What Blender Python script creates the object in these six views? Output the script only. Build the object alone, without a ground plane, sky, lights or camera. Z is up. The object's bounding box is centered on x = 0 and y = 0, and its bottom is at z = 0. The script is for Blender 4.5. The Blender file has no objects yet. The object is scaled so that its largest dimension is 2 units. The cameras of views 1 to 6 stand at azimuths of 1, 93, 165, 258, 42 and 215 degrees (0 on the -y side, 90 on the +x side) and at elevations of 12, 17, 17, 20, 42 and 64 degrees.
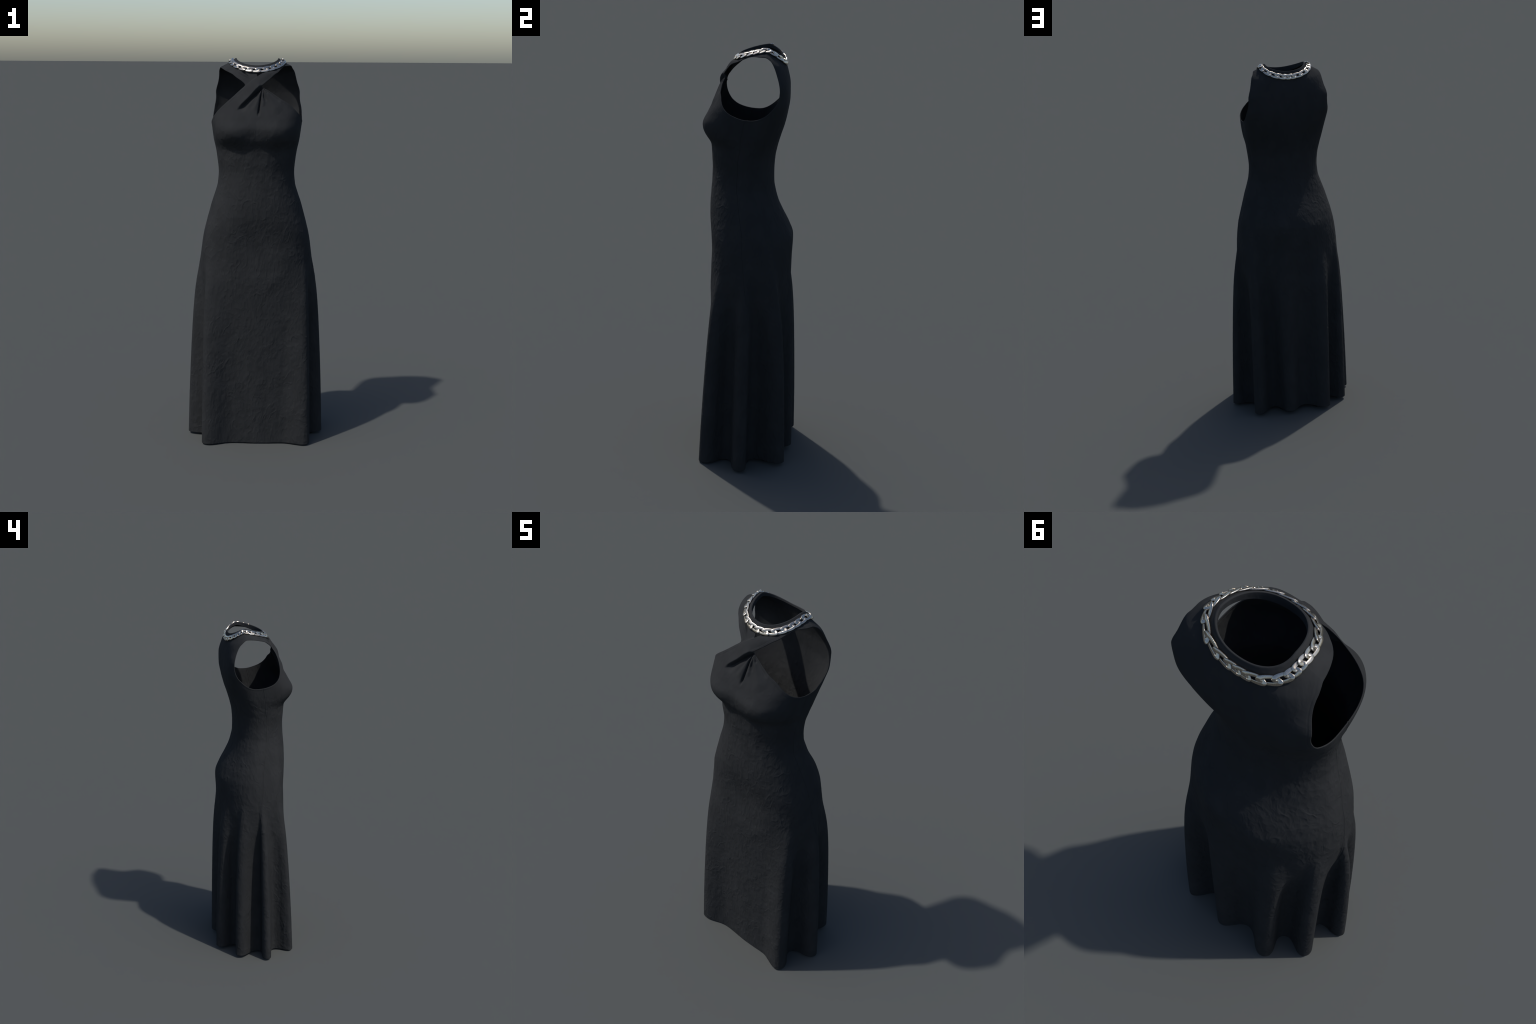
import math
import numpy as np

# ---------------------------------------------------------------------------
# A long black halter dress on an invisible body.
# The cloth is one surface P(phi, s): phi runs round the body in degrees
# (0 = front, 90 = the wearer's left, +x), s runs up the body (about the
# height in metres).  Arm holes and the neck gap are cut out of it, the crossed
# front straps, pleats and seams are relief on it, and it gets a thickness.
# ---------------------------------------------------------------------------


def monotone(xs, ys, x):
    """smooth curve through the points, without overshoot (PCHIP)"""
    xs, ys, x = np.asarray(xs, float), np.asarray(ys, float), np.asarray(x, float)
    h, d = np.diff(xs), np.diff(ys) / np.diff(xs)
    m = np.empty_like(ys)
    m[0], m[-1] = d[0], d[-1]
    w1, w2 = 2 * h[1:] + h[:-1], h[1:] + 2 * h[:-1]
    ok = d[:-1] * d[1:] > 0
    safe = np.where(ok, d[:-1] * d[1:], 1.0)
    m[1:-1] = np.where(ok, (w1 + w2) * safe / np.where(ok, w1 * d[1:] + w2 * d[:-1], 1.0), 0.0)
    x = np.clip(x, xs[0], xs[-1])
    i = np.clip(np.searchsorted(xs, x, "right") - 1, 0, len(xs) - 2)
    t = (x - xs[i]) / h[i]
    return (ys[i] * (1 + 2 * t) * (1 - t) ** 2 + h[i] * m[i] * t * (1 - t) ** 2
            + ys[i + 1] * t * t * (3 - 2 * t) + h[i] * m[i + 1] * t * t * (t - 1))


def loop_spline(ts, pts, t, period=360.0):
    """closed Catmull-Rom curve through pts at the parameters ts"""
    ts, pts = np.asarray(ts, float), np.asarray(pts, float)
    n = len(ts)
    tt = np.concatenate([ts[-2:] - period, ts, ts[:3] + period])
    pp = np.concatenate([pts[-2:], pts, pts[:3]])
    t = np.mod(np.asarray(t, float), period)
    i = np.clip(np.searchsorted(tt, t, "right") - 1, 1, n + 2)
    a, b = tt[i], tt[i + 1]
    u = ((t - a) / (b - a))[..., None]
    h = (b - a)[..., None]
    ma = (pp[i + 1] - pp[i - 1]) / (tt[i + 1] - tt[i - 1])[..., None] * h
    mb = (pp[i + 2] - pp[i]) / (tt[i + 2] - tt[i])[..., None] * h
    return (pp[i] * (1 + 2 * u) * (1 - u) ** 2 + ma * u * (1 - u) ** 2
            + pp[i + 1] * u * u * (3 - 2 * u) + mb * u * u * (u - 1))


def step(a, b, x):
    t = np.clip((x - a) / (b - a), 0, 1)
    return t * t * (3 - 2 * t)


# cross-sections of the body, bottom to top:
# s, half width, front y, back y, centre y, roundness front/back, z at side/front/back
RINGS = [
    (0.00, .292, -.196, .195, .00, 2.3, 2.1, .00, .00, .00),
    (0.60, .292, -.196, .193, .00, 2.4, 2.1, .60, .60, .60),
    (0.85, .292, -.197, .191, .00, 2.5, 2.05, .85, .85, .85),
    (0.95, .290, -.190, .190, .00, 2.8, 2.0, .95, .95, .95),
    (1.04, .283, -.1865, .188, .00, 3.0, 1.95, 1.04, 1.04, 1.04),
    (1.10, .274, -.191, .187, .00, 3.0, 1.9, 1.10, 1.10, 1.10),
    (1.16, .260, -.200, .170, .00, 2.8, 1.9, 1.16, 1.16, 1.16),
    (1.22, .244, -.207, .141, -.01, 2.5, 1.9, 1.22, 1.22, 1.22),
    (1.27, .230, -.208, .117, -.02, 2.35, 1.9, 1.27, 1.27, 1.27),
    (1.32, .213, -.206, .101, -.03, 2.25, 1.95, 1.32, 1.32, 1.32),
    (1.37, .199, -.203, .091, -.04, 2.2, 2.0, 1.37, 1.37, 1.37),
    (1.43, .194, -.202, .089, -.04, 2.2, 2.05, 1.43, 1.43, 1.43),
    (1.49, .199, -.205, .092, -.04, 2.3, 2.1, 1.49, 1.49, 1.49),
    (1.54, .207, -.209, .101, -.03, 2.3, 2.2, 1.54, 1.54, 1.54),
    (1.60, .219, -.228, .117, -.02, 2.75, 2.4, 1.60, 1.60, 1.60),
    (1.65, .226, -.236, .132, -.01, 2.95, 2.7, 1.65, 1.65, 1.65),
    (1.70, .233, -.221, .142, .00, 2.9, 3.2, 1.70, 1.70, 1.70),
    (1.76, .239, -.196, .149, .01, 2.6, 3.9, 1.76, 1.76, 1.76),
    (1.82, .239, -.171, .147, .02, 2.3, 4.1, 1.82, 1.82, 1.82),
    (1.88, .220, -.141, .137, .03, 2.1, 3.3, 1.89, 1.877, 1.875),
    (1.93, .196, -.121, .129, .04, 2.0, 2.7, 1.944, 1.914, 1.904),
    (1.97, .144, -.109, .125, .042, 2.2, 2.35, 1.976, 1.929, 1.920),
    (2.00, .116, -.094, .115, .041, 2.2, 2.3, 1.994, 1.955, 1.950),
    (2.012, .110, -.090, .111, .040, 2.2, 2.3, 1.998, 1.962, 1.960),
    (2.022, .106, -.087, .108, .040, 2.2, 2.3, 1.996, 1.962, 1.960),
    (2.060, .105, -.085, .106, .040, 2.2, 2.3, 1.980, 1.931, 1.953),
]
TOP = RINGS[-1][0]
RING_COLUMNS = np.array(RINGS).T

# the hem seen from above: a flat front, six deep flutes at the sides and back
HEM = [
    (.000, -.190), (.075, -.188), (.125, -.185), (.160, -.187), (.195, -.198), (.230, -.211),
    (.257, -.216), (.277, -.209), (.288, -.192), (.289, -.170), (.278, -.145), (.256, -.118),
    (.244, -.095), (.250, -.072), (.278, -.055), (.320, -.047), (.348, -.035), (.361, -.013),
    (.356, .008), (.335, .020), (.290, .020), (.250, .030), (.235, .055), (.243, .095),
    (.262, .135), (.272, .165), (.268, .190), (.250, .204), (.230, .200), (.205, .178),
    (.178, .148), (.150, .135), (.125, .150), (.108, .185), (.095, .218), (.075, .232),
    (.050, .228), (.025, .207), (.000, .183), (-.028, .172), (-.053, .178), (-.078, .197),
    (-.105, .224), (-.130, .238), (-.153, .236), (-.170, .220), (-.173, .198), (-.163, .165),
    (-.157, .140), (-.168, .118), (-.195, .110), (-.228, .123), (-.256, .138), (-.280, .139),
    (-.297, .120), (-.297, .095), (-.278, .065), (-.260, .040), (-.251, .010), (-.258, -.014),
    (-.285, -.020), (-.325, -.014), (-.350, -.020), (-.362, -.038), (-.355, -.058), (-.326, -.070),
    (-.285, -.078), (-.252, -.093), (-.243, -.110), (-.250, -.140), (-.272, -.175), (-.279, -.200),
    (-.262, -.219), (-.235, -.222), (-.205, -.214), (-.160, -.195), (-.120, -.187), (-.070, -.187),
]
# crests (1) and valleys (0) of the flutes: index in HEM, body angle, kind
FLUTES = [(0, 0, .0), (7, 52, 1), (12, 68, 0), (17, 87, 1), (22, 104, 0), (26, 125, 1), (31, 141, 0),
          (35, 162, 1), (39, 188, 0), (43.5, 211, 1), (48, 228, 0), (53.5, 245, 1), (58, 268, 0),
          (63, 276, 1), (68, 294, 0), (71.5, 309, 1), (78, 360, .0)]


def hem_parameters():
    pts = np.array(HEM + HEM[:1])
    arc = np.concatenate([[0], np.cumsum(np.hypot(*np.diff(pts, axis=0).T))])
    anchors = np.interp([f[0] for f in FLUTES], np.arange(len(pts)), arc)
    return monotone(anchors, [f[1] for f in FLUTES], arc)[:-1]


HEM_PHI = hem_parameters()


def surface(phi, s):
    """base cloth surface, arrays of any one shape -> (..., 3)"""
    phi, s = np.broadcast_arrays(np.mod(np.asarray(phi, float), 360), np.asarray(s, float))
    a, yf, yb, yc, nf, nb, zs, zf, zb = (monotone(RING_COLUMNS[0], c, s) for c in RING_COLUMNS[1:])
    r = np.radians(phi)
    sn, cs = np.sin(r), np.cos(r)
    n = np.where(cs > 0, nf, nb)
    rho = (np.abs(sn) ** n + np.abs(cs) ** n) ** (-1 / n)      # superellipse
    x = a * sn * rho
    y = yc - np.where(cs > 0, yc - yf, yb - yc) * cs * rho
    z = zs + (zf - zs) * np.maximum(cs, 0) ** 1.4 + (zb - zs) * np.maximum(-cs, 0) ** 1.4
    front, back = np.maximum(cs, 0), np.maximum(-cs, 0)
    ax = np.abs(x)
    # bust, seat, thighs
    y = y - np.where(x < 0, .023, .018) * front ** .5 * np.exp(-((ax - np.where(x < 0, .132, .125)) / .080) ** 2 - ((z - 1.625) / np.where(z < 1.625, .048, .075)) ** 2)
    y = y + .012 * back ** .5 * np.exp(-((ax - .095) / .07) ** 2 - ((z - 1.085) / .085) ** 2)
    y = y - .006 * front ** .5 * np.exp(-((ax - .14) / .06) ** 2 - ((z - 1.00) / .14) ** 2)
    # flutes of the skirt: the section changes from the hip to the hem outline
    hem = loop_spline(HEM_PHI, np.array(HEM), phi)
    crest = loop_spline([f[1] for f in FLUTES[:-1]], np.array([f[2] for f in FLUTES[:-1]])[:, None], phi)[..., 0]
    crest = np.clip(crest, 0, 1)
    w_crest = monotone([0, .15, .32, .5, .685, .8, .86, .92, .98, 1.04], [1, .94, .85, .73, .57, .42, .30, .16, .04, 0], s)
    w_valley = monotone([0, .2, .45, .65, .77, .85, .92], [1, .95, .85, .67, .40, .13, 0], s)
    w = w_valley + (w_crest - w_valley) * crest
    x, y = x + (hem[..., 0] - x) * w, y + (hem[..., 1] - y) * w
    lift = .011 - .010 * cs                     # the hem hangs lower in front
    z = z + lift * np.clip(1 - s / .5, 0, 1)
    return np.stack([x, y, z], -1)

# ---------------------------------------------------------------------------
# openings: closed outlines in (phi, s)
# ---------------------------------------------------------------------------
ARMHOLE_LEFT = [  # wearer's left, +x
    (53, 1.963), (62, 1.966), (71, 1.961), (80, 1.954), (90, 1.949), (100, 1.945), (108, 1.938), (115, 1.921),
    (121, 1.898), (126, 1.862), (128, 1.825), (127.5, 1.790), (124.5, 1.763), (119, 1.737), (111, 1.712),
    (101, 1.695), (90, 1.687), (79, 1.688), (70, 1.697), (62, 1.709), (54, 1.727), (46, 1.751), (38, 1.778),
    (30, 1.796), (22, 1.818), (14, 1.839), (9, 1.851), (7, 1.858), (9, 1.868), (14, 1.884), (21, 1.908),
    (30, 1.933), (42, 1.954)]
ARMHOLE_RIGHT = [  # wearer's right, given at positive angles and mirrored
    (67, 1.940), (58, 1.938), (49, 1.935), (39, 1.928), (29, 1.909), (21, 1.893), (16.5, 1.880), (15, 1.872),
    (15.2, 1.863), (21, 1.836), (29, 1.805), (38, 1.773), (47, 1.742), (55, 1.716), (64, 1.694), (75, 1.680),
    (87, 1.675), (99, 1.679), (109, 1.693), (118, 1.716), (125, 1.744), (129.5, 1.784), (130, 1.822),
    (127.5, 1.862), (122, 1.896), (115, 1.915), (107, 1.925), (98, 1.933), (88, 1.938), (77, 1.940)]
NECK_GAP = [(1, 1.916), (4, 1.928), (8.5, 1.950), (12, 1.966), (8, 1.971), (3, 1.971), (0.2, 1.963), (.4, 1.938)]
M_PER_DEG = .0038


def outline(points, mirror=False):
    pts = np.array(points, float)
    pts[:, 0] *= M_PER_DEG * (-1 if mirror else 1)
    n = len(pts)
    return loop_spline(np.arange(n), pts, np.linspace(0, n, n * 10, endpoint=False), n)


def signed_distance(px, py, loop):
    """distance to a closed polyline, negative inside; far points get +1"""
    out = np.ones(px.shape)
    near = ((px > loop[:, 0].min() - .05) & (px < loop[:, 0].max() + .05)
            & (py > loop[:, 1].min() - .05) & (py < loop[:, 1].max() + .05))
    x, y = px[near], py[near]
    best, inside = np.full(x.shape, 1e9), np.zeros(x.shape, bool)
    for (ax, ay), (bx, by) in zip(loop, np.roll(loop, -1, 0)):
        dx, dy = bx - ax, by - ay
        t = np.clip(((x - ax) * dx + (y - ay) * dy) / (dx * dx + dy * dy + 1e-15), 0, 1)
        best = np.minimum(best, (x - ax - t * dx) ** 2 + (y - ay - t * dy) ** 2)
        if ay != by:
            inside ^= ((ay > y) != (by > y)) & (x < (bx - ax) * (y - ay) / (by - ay) + ax)
    out[near] = np.sqrt(best) * np.where(inside, -1, 1)
    return out


LOOPS = [outline(ARMHOLE_LEFT), outline(ARMHOLE_RIGHT, True), outline(NECK_GAP)]


def openings(phi, s):
    p = (np.mod(phi + 180, 360) - 180) * M_PER_DEG
    return np.minimum.reduce([signed_distance(p, s, l) for l in LOOPS])


# ---------------------------------------------------------------------------
# relief of the front: the strap from the wearer's right crosses over the other
# ---------------------------------------------------------------------------
def relief(phi, s, base, edge):
    x = base[..., 0]
    front = (np.cos(np.radians(phi)) > 0) & (s > 1.6)
    d = np.zeros(x.shape)
    # frame along the upper strap: l runs up it, q across it (0 = lower edge)
    ex, ey = .725, .689
    u, v = x + .016, s - 1.816
    l, q = ex * u + ey * v, -ey * u + ex * v
    over = step(-.03, .03, l) * (1 - step(.13, .19, l))
    top_edge = .058
    band = step(-.002, .003, q) * (1 - step(top_edge - .002, top_edge + .003, q))
    d += .011 * over * band
    d += .003 * over * band * np.sin(np.clip(q / top_edge, 0, 1) * np.pi)
    # the deep fold under its lower edge, dying out over the bust
    fold = step(-.115, -.06, l) * (1 - step(.045, .065, l))
    width = .007 + .13 * np.clip(.05 - l, 0, .14) ** 1.15
    below = np.where(q < 0, np.exp(-(q / width) ** 2), np.exp(-(q / .004) ** 2))
    d -= .016 * fold * below
    d += .007 * fold * step(-.002, .010, q) * np.exp(-np.maximum(q - .010, 0) / .022)
    # pleats that radiate from the crossing down over the bust
    cx, cy = x - .028, s - 1.858
    rho = np.hypot(cx, cy)
    ang = np.degrees(np.arctan2(cx, -cy))
    spread = step(.005, .03, rho) * (1 - step(.05, .16, rho))

    def pleat(centre, half, depth, a, b, sharp=1.0):
        wave = np.exp(-np.abs((ang - centre) / half) ** (2 * sharp))
        return depth * wave * step(a, a + .02, rho) * (1 - step(b * .75, b, rho))
    d += pleat(-7.5, 2.2, -.014, .000, .150)            # the sharp middle crease
    d += pleat(-18, 7, .005, .010, .13)
    d += pleat(5, 5, .004, .020, .10)
    d += pleat(17, 4.5, -.005, .004, .075)
    d += pleat(33, 9, .006, .010, .16)
    d += pleat(40, 5, -.008, .002, .045)
    d += pleat(52, 4, -.004, .010, .12)
    d += pleat(10, 3, -.006, .030, .065)
    d += pleat(-30, 6, -.003, .03, .15)
    # the strap underneath: drawn in, with soft folds towards the crossing
    under = step(top_edge - .004, top_edge + .01, q) * (1 - step(.0, .02, x)) * step(1.84, 1.87, s)
    d -= .004 * under
    gx, gy = x + .02, s - 1.885
    ga = np.degrees(np.arctan2(gy, -gx))
    gr = np.hypot(gx, gy)
    d += under * (.004 * np.exp(-((ga - 48) / 7) ** 2) - .006 * np.exp(-((ga - 58) / 4) ** 2)) * step(.02, .06, gr)
    # everything lies flat again under the collar
    d = np.where(front, d, 0) * (1 - step(1.952, 1.972, s)) * (1 - step(.10, .17, np.abs(x)) * step(1.86, 1.89, s))
    # bindings round the openings, side seams, hem stitching
    d = d + .0004 * (1 - step(.007, .0095, edge)) - .0003 * np.exp(-((edge - .0105) / .0018) ** 2)
    p = np.mod(phi + 180, 360) - 180
    seam_phi = monotone([0, .78, .95, 1.1, 1.3, 1.7], [91, 91, 85, 80, 79, 81], s)
    off = (np.abs(p) - seam_phi) * .0042
    d = d + np.where((s < 1.70) & (s > .76), .0008 * np.exp(-((np.abs(off) - .003) / .002) ** 2) - .0016 * np.exp(-(off / .0016) ** 2), 0)
    return d


def cloth(phi, s, edge):
    """finished outer face of the cloth"""
    base = surface(phi, s)
    e = .25
    tu = surface(phi + e, s) - surface(phi - e, s)
    tv = surface(phi, np.minimum(s + .0015, TOP)) - surface(phi, np.maximum(s - .0015, 0))
    n = np.cross(tu, tv)
    n /= np.linalg.norm(n, axis=-1, keepdims=True) + 1e-12
    return base + n * relief(phi, s, base, edge)[..., None]


# ---------------------------------------------------------------------------
# mesh of the dress shell
# ---------------------------------------------------------------------------
COLUMNS = 760
WAIST, NECK, STRAPS = 1.40, 1.972, 1.79
THICK = .0034
rows = np.concatenate([np.linspace(0, WAIST, 390)[:-1], np.linspace(WAIST, STRAPS, 200)[:-1],
                       np.linspace(STRAPS, NECK, 110)[:-1], np.linspace(NECK, TOP, 34)])
phis = np.arange(COLUMNS) * 360 / COLUMNS
PHI, S = np.meshgrid(phis, rows)
EDGE = np.ones(PHI.shape)
upper = rows > 1.6
EDGE[upper] = openings(PHI[upper], S[upper])
# nudge values off zero so that no sliver faces appear
EDGE = np.where(np.abs(EDGE) < 2e-5, 2e-5, EDGE)
R = len(rows)
gid = np.arange(R * COLUMNS).reshape(R, COLUMNS)
quads = np.stack([gid[:-1], np.roll(gid, -1, 1)[:-1], np.roll(gid, -1, 1)[1:], gid[1:]], -1).reshape(-1, 4)
flat_phi, flat_s, flat_e = PHI.ravel(), S.ravel(), EDGE.ravel()
keep = (flat_e[quads] > 0).sum(1)
faces = [tuple(q) for q in quads[keep == 4].tolist()]
extra_phi, extra_s, cut_ids = [], [], {}


def cut(a, b):
    key = (min(a, b), max(a, b))
    if key not in cut_ids:
        a, b = key
        t = flat_e[a] / (flat_e[a] - flat_e[b])
        pa, pb = flat_phi[a], flat_phi[b]
        pb = pb + 360 * round((pa - pb) / 360)
        extra_phi.append(pa + t * (pb - pa))
        extra_s.append(flat_s[a] + t * (flat_s[b] - flat_s[a]))
        cut_ids[key] = R * COLUMNS + len(extra_phi) - 1
    return cut_ids[key]


for q in quads[(keep > 0) & (keep < 4)].tolist():
    poly = []
    for a, b in zip(q, q[1:] + q[:1]):
        if flat_e[a] > 0:
            poly.append(a)
        if (flat_e[a] > 0) != (flat_e[b] > 0):
            poly.append(cut(a, b))
    if len(poly) >= 3:
        faces.append(tuple(poly))

all_phi = np.concatenate([flat_phi, extra_phi])
all_s = np.concatenate([flat_s, extra_s])
all_e = np.concatenate([flat_e, np.zeros(len(extra_phi))])
outer = cloth(all_phi, all_s, all_e)

import bpy
from mathutils import Matrix


def polygon_arrays(faces):
    sizes = np.array([len(f) for f in faces])
    loops = np.fromiter((i for f in faces for i in f), dtype=np.int64, count=int(sizes.sum()))
    return sizes, loops


def vertex_normals(verts, sizes, loops):
    starts = np.concatenate([[0], np.cumsum(sizes)[:-1]])
    n = np.zeros_like(verts)
    for k in np.unique(sizes):
        sel = starts[sizes == k]
        idx = loops[sel[:, None] + np.arange(k)]
        p = verts[idx]
        fn = np.zeros((len(sel), 3))
        for j in range(1, k - 1):
            fn += np.cross(p[:, j] - p[:, 0], p[:, j + 1] - p[:, 0])
        for j in range(k):
            for c in range(3):
                n[:, c] += np.bincount(idx[:, j], fn[:, c], len(verts))
    return n / (np.linalg.norm(n, axis=1, keepdims=True) + 1e-20)


sizes, loops = polygon_arrays(faces)
outer_n = vertex_normals(outer, sizes, loops)
count = len(outer)
inner = outer - outer_n * THICK
# free borders: edges used by one face only
nxt = np.concatenate([np.roll(np.array(f), -1) for f in faces])
key_f = loops * (count + 1) + nxt
key_b = nxt * (count + 1) + loops
border = ~np.isin(key_f, key_b)
ba, bb = loops[border], nxt[border]
rim_mid = np.unique(np.concatenate([ba, bb]))
# a rounded rim: one row of points half way through the cloth, set out a little
out_dir = np.zeros_like(outer)
side = np.cross(outer[bb] - outer[ba], outer_n[ba])
side /= np.linalg.norm(side, axis=1, keepdims=True) + 1e-20
for c in range(3):
    out_dir[:, c] += np.bincount(ba, side[:, c], count) + np.bincount(bb, side[:, c], count)
out_dir /= np.linalg.norm(out_dir, axis=1, keepdims=True) + 1e-20
mid = outer[rim_mid] - outer_n[rim_mid] * THICK / 2 + out_dir[rim_mid] * THICK * .45
mid_id = np.full(count, -1)
mid_id[rim_mid] = 2 * count + np.arange(len(rim_mid))
verts = np.concatenate([outer, inner, mid])
shell_faces = list(faces)
shell_faces += [tuple(i + count for i in reversed(f)) for f in faces]
shell_faces += list(zip(bb.tolist(), ba.tolist(), mid_id[ba].tolist(), mid_id[bb].tolist()))
shell_faces += list(zip(mid_id[bb].tolist(), mid_id[ba].tolist(), (ba + count).tolist(), (bb + count).tolist()))
verts[:, 2] -= verts[np.unique(polygon_arrays(faces)[1]), 2].min() - .002
sizes, loops = polygon_arrays(shell_faces)
normals = vertex_normals(verts, sizes, loops)
# which part a face belongs to
par_s = np.concatenate([all_s, all_s, all_s[rim_mid]])
par_p = np.concatenate([all_phi, all_phi, all_phi[rim_mid]])
starts = np.concatenate([[0], np.cumsum(sizes)[:-1]])
face_s = np.add.reduceat(par_s[loops], starts) / sizes
face_x = np.add.reduceat(verts[loops, 0], starts) / sizes
face_y = np.add.reduceat(verts[loops, 1], starts) / sizes
REGION = np.where(face_s < WAIST, 0, np.where(face_s > NECK, 2, 1))
is_front = (face_y < surface(np.array(90.), np.array(1.9))[1]) & (face_s > STRAPS) & (face_s <= NECK)
REGION = np.where(is_front, 3, REGION)


# ---------------------------------------------------------------------------
# materials
# ---------------------------------------------------------------------------
def new_material(name):
    m = bpy.data.materials.new(name)
    m.use_nodes = True
    nt = m.node_tree
    return m, nt, nt.nodes["Principled BSDF"]


def node(nt, kind, inputs=None, **props):
    n = nt.nodes.new(kind)
    for k, v in props.items():
        setattr(n, k, v)
    for k, v in (inputs or {}).items():
        if isinstance(v, bpy.types.NodeSocket):
            nt.links.new(v, n.inputs[k])
        else:
            n.inputs[k].default_value = v
    return n


def crepe_material():
    m, nt, bsdf = new_material("black_crepe")
    pos = node(nt, "ShaderNodeTexCoord").outputs["Object"]
    bend = node(nt, "ShaderNodeTexNoise", {"Vector": pos, "Scale": 7.0, "Detail": 2.0})
    warp = node(nt, "ShaderNodeMix", {"Factor": .05, 6: pos, 7: bend.outputs["Color"]}, data_type="RGBA")
    stretch = node(nt, "ShaderNodeMapping", {"Vector": warp.outputs[2], "Scale": (1.0, 1.0, .6)})

    def creases(scale, width):
        """thin raised lines: where a warped noise passes through its middle"""
        n = node(nt, "ShaderNodeTexNoise", {"Vector": stretch.outputs[0], "Scale": scale, "Detail": 1.0, "Roughness": .4})
        a = node(nt, "ShaderNodeMath", {0: n.outputs["Fac"], 1: .5}, operation="SUBTRACT")
        a = node(nt, "ShaderNodeMath", {0: a.outputs[0]}, operation="ABSOLUTE")
        return node(nt, "ShaderNodeMapRange", {"Value": a.outputs[0], "From Min": 0.0, "From Max": width,
                                               "To Min": 1.0, "To Max": 0.0}, interpolation_type="SMOOTHSTEP").outputs[0]
    broad = node(nt, "ShaderNodeTexNoise", {"Vector": stretch.outputs[0], "Scale": 18.0, "Detail": 3.0})
    patch = node(nt, "ShaderNodeTexNoise", {"Vector": pos, "Scale": 12.0, "Detail": 1.0})
    where = node(nt, "ShaderNodeMapRange", {"Value": patch.outputs["Fac"], "From Min": .38, "From Max": .62})
    lines = node(nt, "ShaderNodeMath", {0: creases(22.0, .06), 1: where.outputs[0]}, operation="MULTIPLY")
    lines = node(nt, "ShaderNodeMath", {0: creases(52.0, .12), 1: .40, 2: lines.outputs[0]}, operation="MULTIPLY_ADD")
    # the gathered front is pressed smooth
    grain = node(nt, "ShaderNodeTexNoise", {"Vector": pos, "Scale": 420.0, "Detail": 2.0})
    xyz = node(nt, "ShaderNodeSeparateXYZ", {0: pos})
    calm = node(nt, "ShaderNodeMapRange", {"Value": xyz.outputs[2], "From Min": 1.56, "From Max": 1.68,
                                           "To Min": 1.0, "To Max": .25})
    b1 = node(nt, "ShaderNodeBump", {"Height": broad.outputs["Fac"], "Strength": .8, "Distance": .006})

    def crumple(scale):
        """small facets that meet in creases"""
        return node(nt, "ShaderNodeTexVoronoi", {"Vector": stretch.outputs[0], "Scale": scale, "Randomness": 1.0},
                    feature="F1", distance="EUCLIDEAN").outputs["Distance"]
    facets = node(nt, "ShaderNodeMath", {0: crumple(62.0), 1: .8, 2: node(
        nt, "ShaderNodeMath", {0: crumple(29.0), 1: .6}, operation="MULTIPLY").outputs[0]}, operation="MULTIPLY_ADD")
    b1 = node(nt, "ShaderNodeBump", {"Height": facets.outputs[0], "Strength": calm.outputs[0], "Distance": .0019,
                                     "Normal": b1.outputs[0]})
    b2 = node(nt, "ShaderNodeBump", {"Height": lines.outputs[0], "Strength": calm.outputs[0], "Distance": .0008,
                                     "Normal": b1.outputs[0]})
    b3 = node(nt, "ShaderNodeBump", {"Height": grain.outputs["Fac"], "Strength": .25, "Distance": .0006,
                                     "Normal": b2.outputs[0]})
    nt.links.new(b3.outputs[0], bsdf.inputs["Normal"])
    tone = node(nt, "ShaderNodeValToRGB", {"Fac": broad.outputs["Fac"]})
    tone.color_ramp.elements[0].position, tone.color_ramp.elements[1].position = .3, .7
    tone.color_ramp.elements[0].color = (.0228, .0238, .0250, 1)
    tone.color_ramp.elements[1].color = (.0270, .0280, .0293, 1)
    nt.links.new(tone.outputs[0], bsdf.inputs["Base Color"])
    bsdf.inputs["Roughness"].default_value = .9
    bsdf.inputs["Specular IOR Level"].default_value = .04
    return m


def steel_material():
    m, nt, bsdf = new_material("polished_silver")
    pos = node(nt, "ShaderNodeTexCoord").outputs["Object"]
    wear = node(nt, "ShaderNodeTexNoise", {"Vector": pos, "Scale": 60.0, "Detail": 4.0})
    tone = node(nt, "ShaderNodeValToRGB", {"Fac": wear.outputs["Fac"]})
    tone.color_ramp.elements[0].color = (.38, .335, .28, 1)
    tone.color_ramp.elements[1].color = (.60, .54, .46, 1)
    nt.links.new(tone.outputs[0], bsdf.inputs["Base Color"])
    rough = node(nt, "ShaderNodeMapRange", {"Value": wear.outputs["Fac"], "To Min": .2, "To Max": .33})
    nt.links.new(rough.outputs[0], bsdf.inputs["Roughness"])
    bsdf.inputs["Metallic"].default_value = 1.0
    return m


CREPE, STEEL = crepe_material(), steel_material()
scene = bpy.context.scene.collection


def mesh_object(name, verts, sizes, loops, material, parent=None, normals=None):
    me = bpy.data.meshes.new(name)
    me.vertices.add(len(verts))
    me.vertices.foreach_set("co", np.asarray(verts, np.float32).ravel())
    me.loops.add(len(loops))
    me.loops.foreach_set("vertex_index", np.asarray(loops, np.int32))
    me.polygons.add(len(sizes))
    st = np.concatenate([[0], np.cumsum(sizes)[:-1]]).astype(np.int32)
    me.polygons.foreach_set("loop_start", st)
    me.polygons.foreach_set("use_smooth", np.ones(len(sizes), bool))
    me.update(calc_edges=True)
    me.validate()
    if normals is not None:
        me.normals_split_custom_set_from_vertices(np.asarray(normals, np.float32))
    me.materials.append(material)
    ob = bpy.data.objects.new(name, me)
    scene.objects.link(ob)
    ob.parent = parent
    return ob


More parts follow.
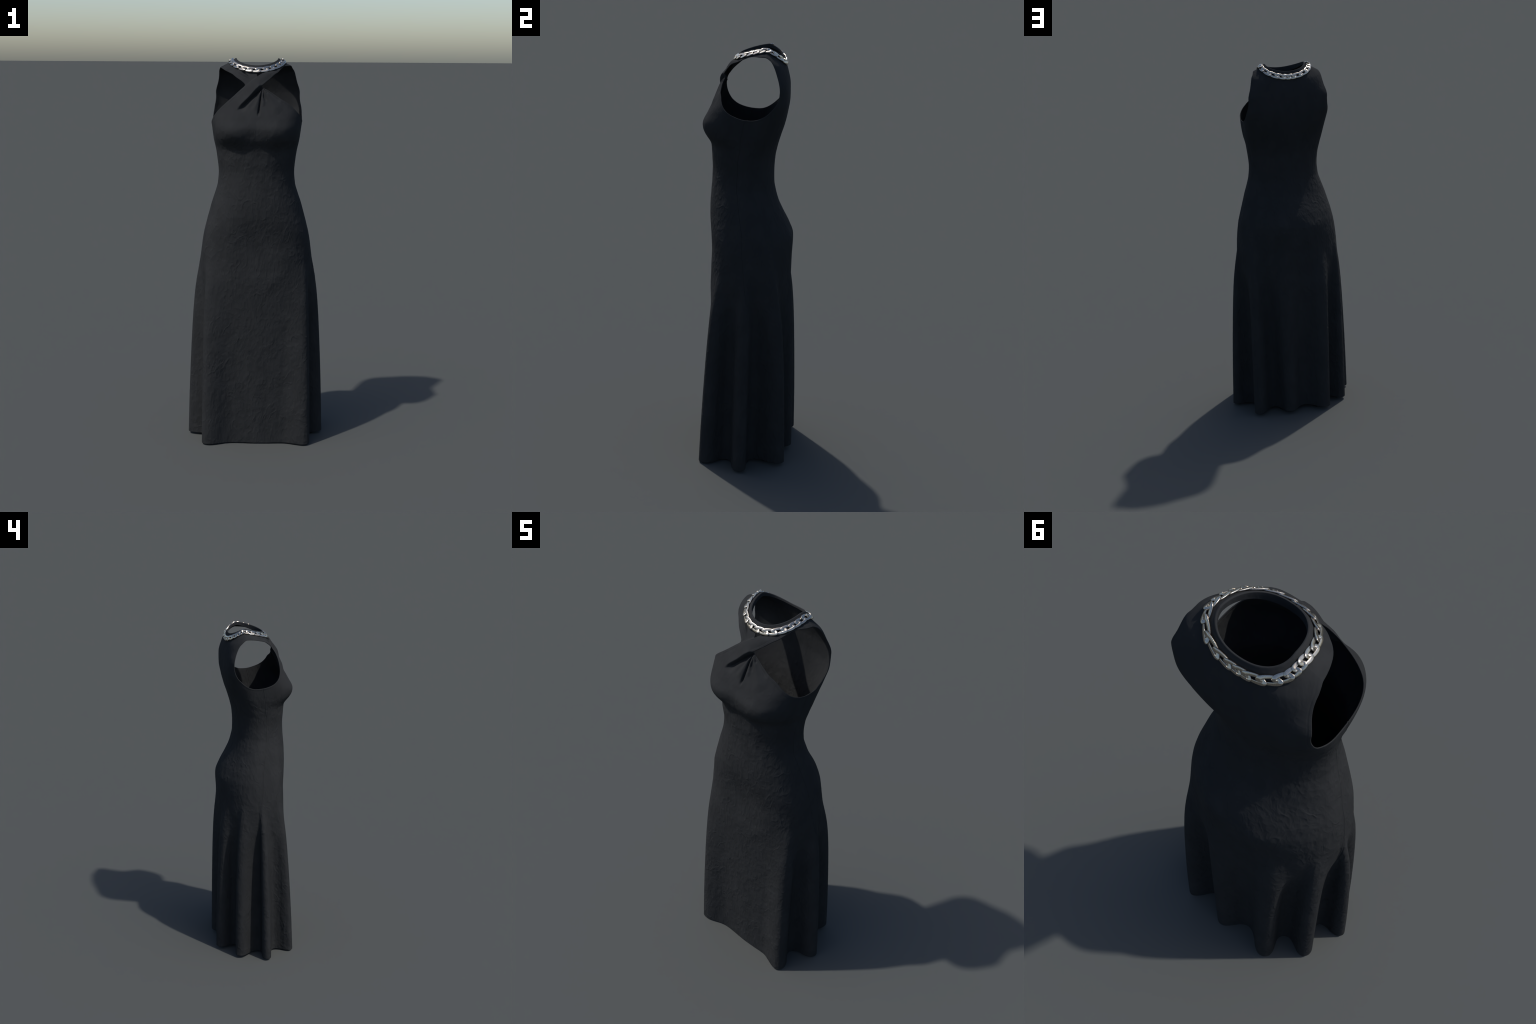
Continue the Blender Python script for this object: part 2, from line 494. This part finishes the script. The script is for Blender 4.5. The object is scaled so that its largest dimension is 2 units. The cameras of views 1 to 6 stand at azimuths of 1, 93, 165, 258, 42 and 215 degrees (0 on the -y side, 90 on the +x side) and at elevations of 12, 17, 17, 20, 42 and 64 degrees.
dress = bpy.data.objects.new("evening_dress", None)
dress.empty_display_size = .2
scene.objects.link(dress)
dress["label"] = "long black halter dress with twisted front and silver chain collar"
dress["category"] = "dress"

for region, name in enumerate(["skirt", "bodice", "neckband", "crossed_strap"]):
    pick = REGION == region
    lmask = np.repeat(pick, sizes)
    used, new_loops = np.unique(loops[lmask], return_inverse=True)
    mesh_object(name, verts[used], sizes[pick], new_loops, CREPE, dress, normals[used])

# ---------------------------------------------------------------------------
# chain: flat curb links along the neckband
# ---------------------------------------------------------------------------
LINK_PHI = [-6, 12, 27, 42.5, 56, 68, 78.5, 90, 105.5, 125.5, 144.5, 161.5, 175.5, 187.5, 202, 219, 235,
            248.5, 260.5, 272, 283.5, 295.5, 309.5, 324, 339]
CHAIN_S, CHAIN_OUT, CHAIN_WIDTH = 1.982, .0055, .0300


def link_mesh():
    """one curb link, 1 long (x) and 1 wide (y): opposite corners rise (z)"""
    n_around, n_wire = 72, 14
    t = np.arange(n_around) * 2 * np.pi / n_around
    c, s = np.cos(t), np.sin(t)
    wire, thick, lift = .37, .0052, .0016
    px = .5 * np.sign(c) * np.abs(c) ** .85 * .84
    py = .5 * np.sign(s) * np.abs(s) ** .85 * (1 - wire)
    px = px - .45 * py
    pz = -lift * np.sin(2 * t) * 1.0
    centre = np.stack([px, py], -1)
    tan = np.roll(centre, -1, 0) - np.roll(centre, 1, 0)
    nrm = np.stack([tan[:, 1], -tan[:, 0]], -1)
    nrm /= np.linalg.norm(nrm, axis=1, keepdims=True)
    w = np.arange(n_wire) * 2 * np.pi / n_wire
    cw = np.sign(np.cos(w)) * np.abs(np.cos(w)) ** .5
    sw = np.sign(np.sin(w)) * np.abs(np.sin(w)) ** .5
    taper = 1 - .18 * np.abs(c) ** 3 - .08 * np.sin(2 * t)          # broad where it lies on top, thin where it dives under
    v = np.zeros((n_around, n_wire, 3))
    v[..., 0] = px[:, None] + nrm[:, :1] * cw * wire / 2 * .72 * taper[:, None]
    v[..., 1] = py[:, None] + nrm[:, 1:] * cw * wire / 2 * taper[:, None]
    v[..., 2] = pz[:, None] + sw * thick / 2 - .0012 * np.maximum(sw, 0) * np.maximum(cw, 0)
    i = np.arange(n_around * n_wire).reshape(n_around, n_wire)
    f = np.stack([i, np.roll(i, -1, 0), np.roll(np.roll(i, -1, 0), -1, 1), np.roll(i, -1, 1)], -1).reshape(-1, 4)
    return v.reshape(-1, 3), f


def chain_point(phi):
    e = .5
    p = surface(phi, CHAIN_S)
    t = surface(phi + e, CHAIN_S) - surface(phi - e, CHAIN_S)
    b = surface(phi, 2.0) - surface(phi, 1.972)
    t, b = t / np.linalg.norm(t), b / np.linalg.norm(b)
    n = np.cross(t, b)
    n /= np.linalg.norm(n)
    b = np.cross(n, t)
    return p, t, b, n


fine = np.arange(-20, 380, .5)
path = surface(fine, CHAIN_S)
arc = np.concatenate([[0], np.cumsum(np.linalg.norm(np.diff(path, axis=0), axis=1))])
centres = np.interp(LINK_PHI, fine, arc)
total = np.interp(355, fine, arc) - np.interp(-5, fine, arc)
around = np.concatenate([[centres[-1] - total], centres, [centres[0] + total]])

chain = bpy.data.objects.new("chain_collar", None)
chain.empty_display_size = .05
scene.objects.link(chain)
chain.parent = dress
lv, lf = link_mesh()
shape = None
rng = np.random.default_rng(7)
for k, phi in enumerate(LINK_PHI):
    pitch = (around[k + 2] - around[k]) / 2
    p, t, b, n = chain_point(np.array(float(phi)))
    if shape is None:
        link = mesh_object("chain_link", lv, np.full(len(lf), 4), lf.ravel(), STEEL, chain)
        shape = link
    else:
        link = shape.copy()
        scene.objects.link(link)
    length = pitch * 1.66
    o = p + n * (CHAIN_OUT + rng.uniform(-.0004, .0004))
    link.matrix_world = Matrix([
        (t[0] * length, b[0] * CHAIN_WIDTH, n[0], o[0]),
        (t[1] * length, b[1] * CHAIN_WIDTH, n[1], o[1]),
        (t[2] * length, b[2] * CHAIN_WIDTH, n[2], o[2]),
        (0, 0, 0, 1)])
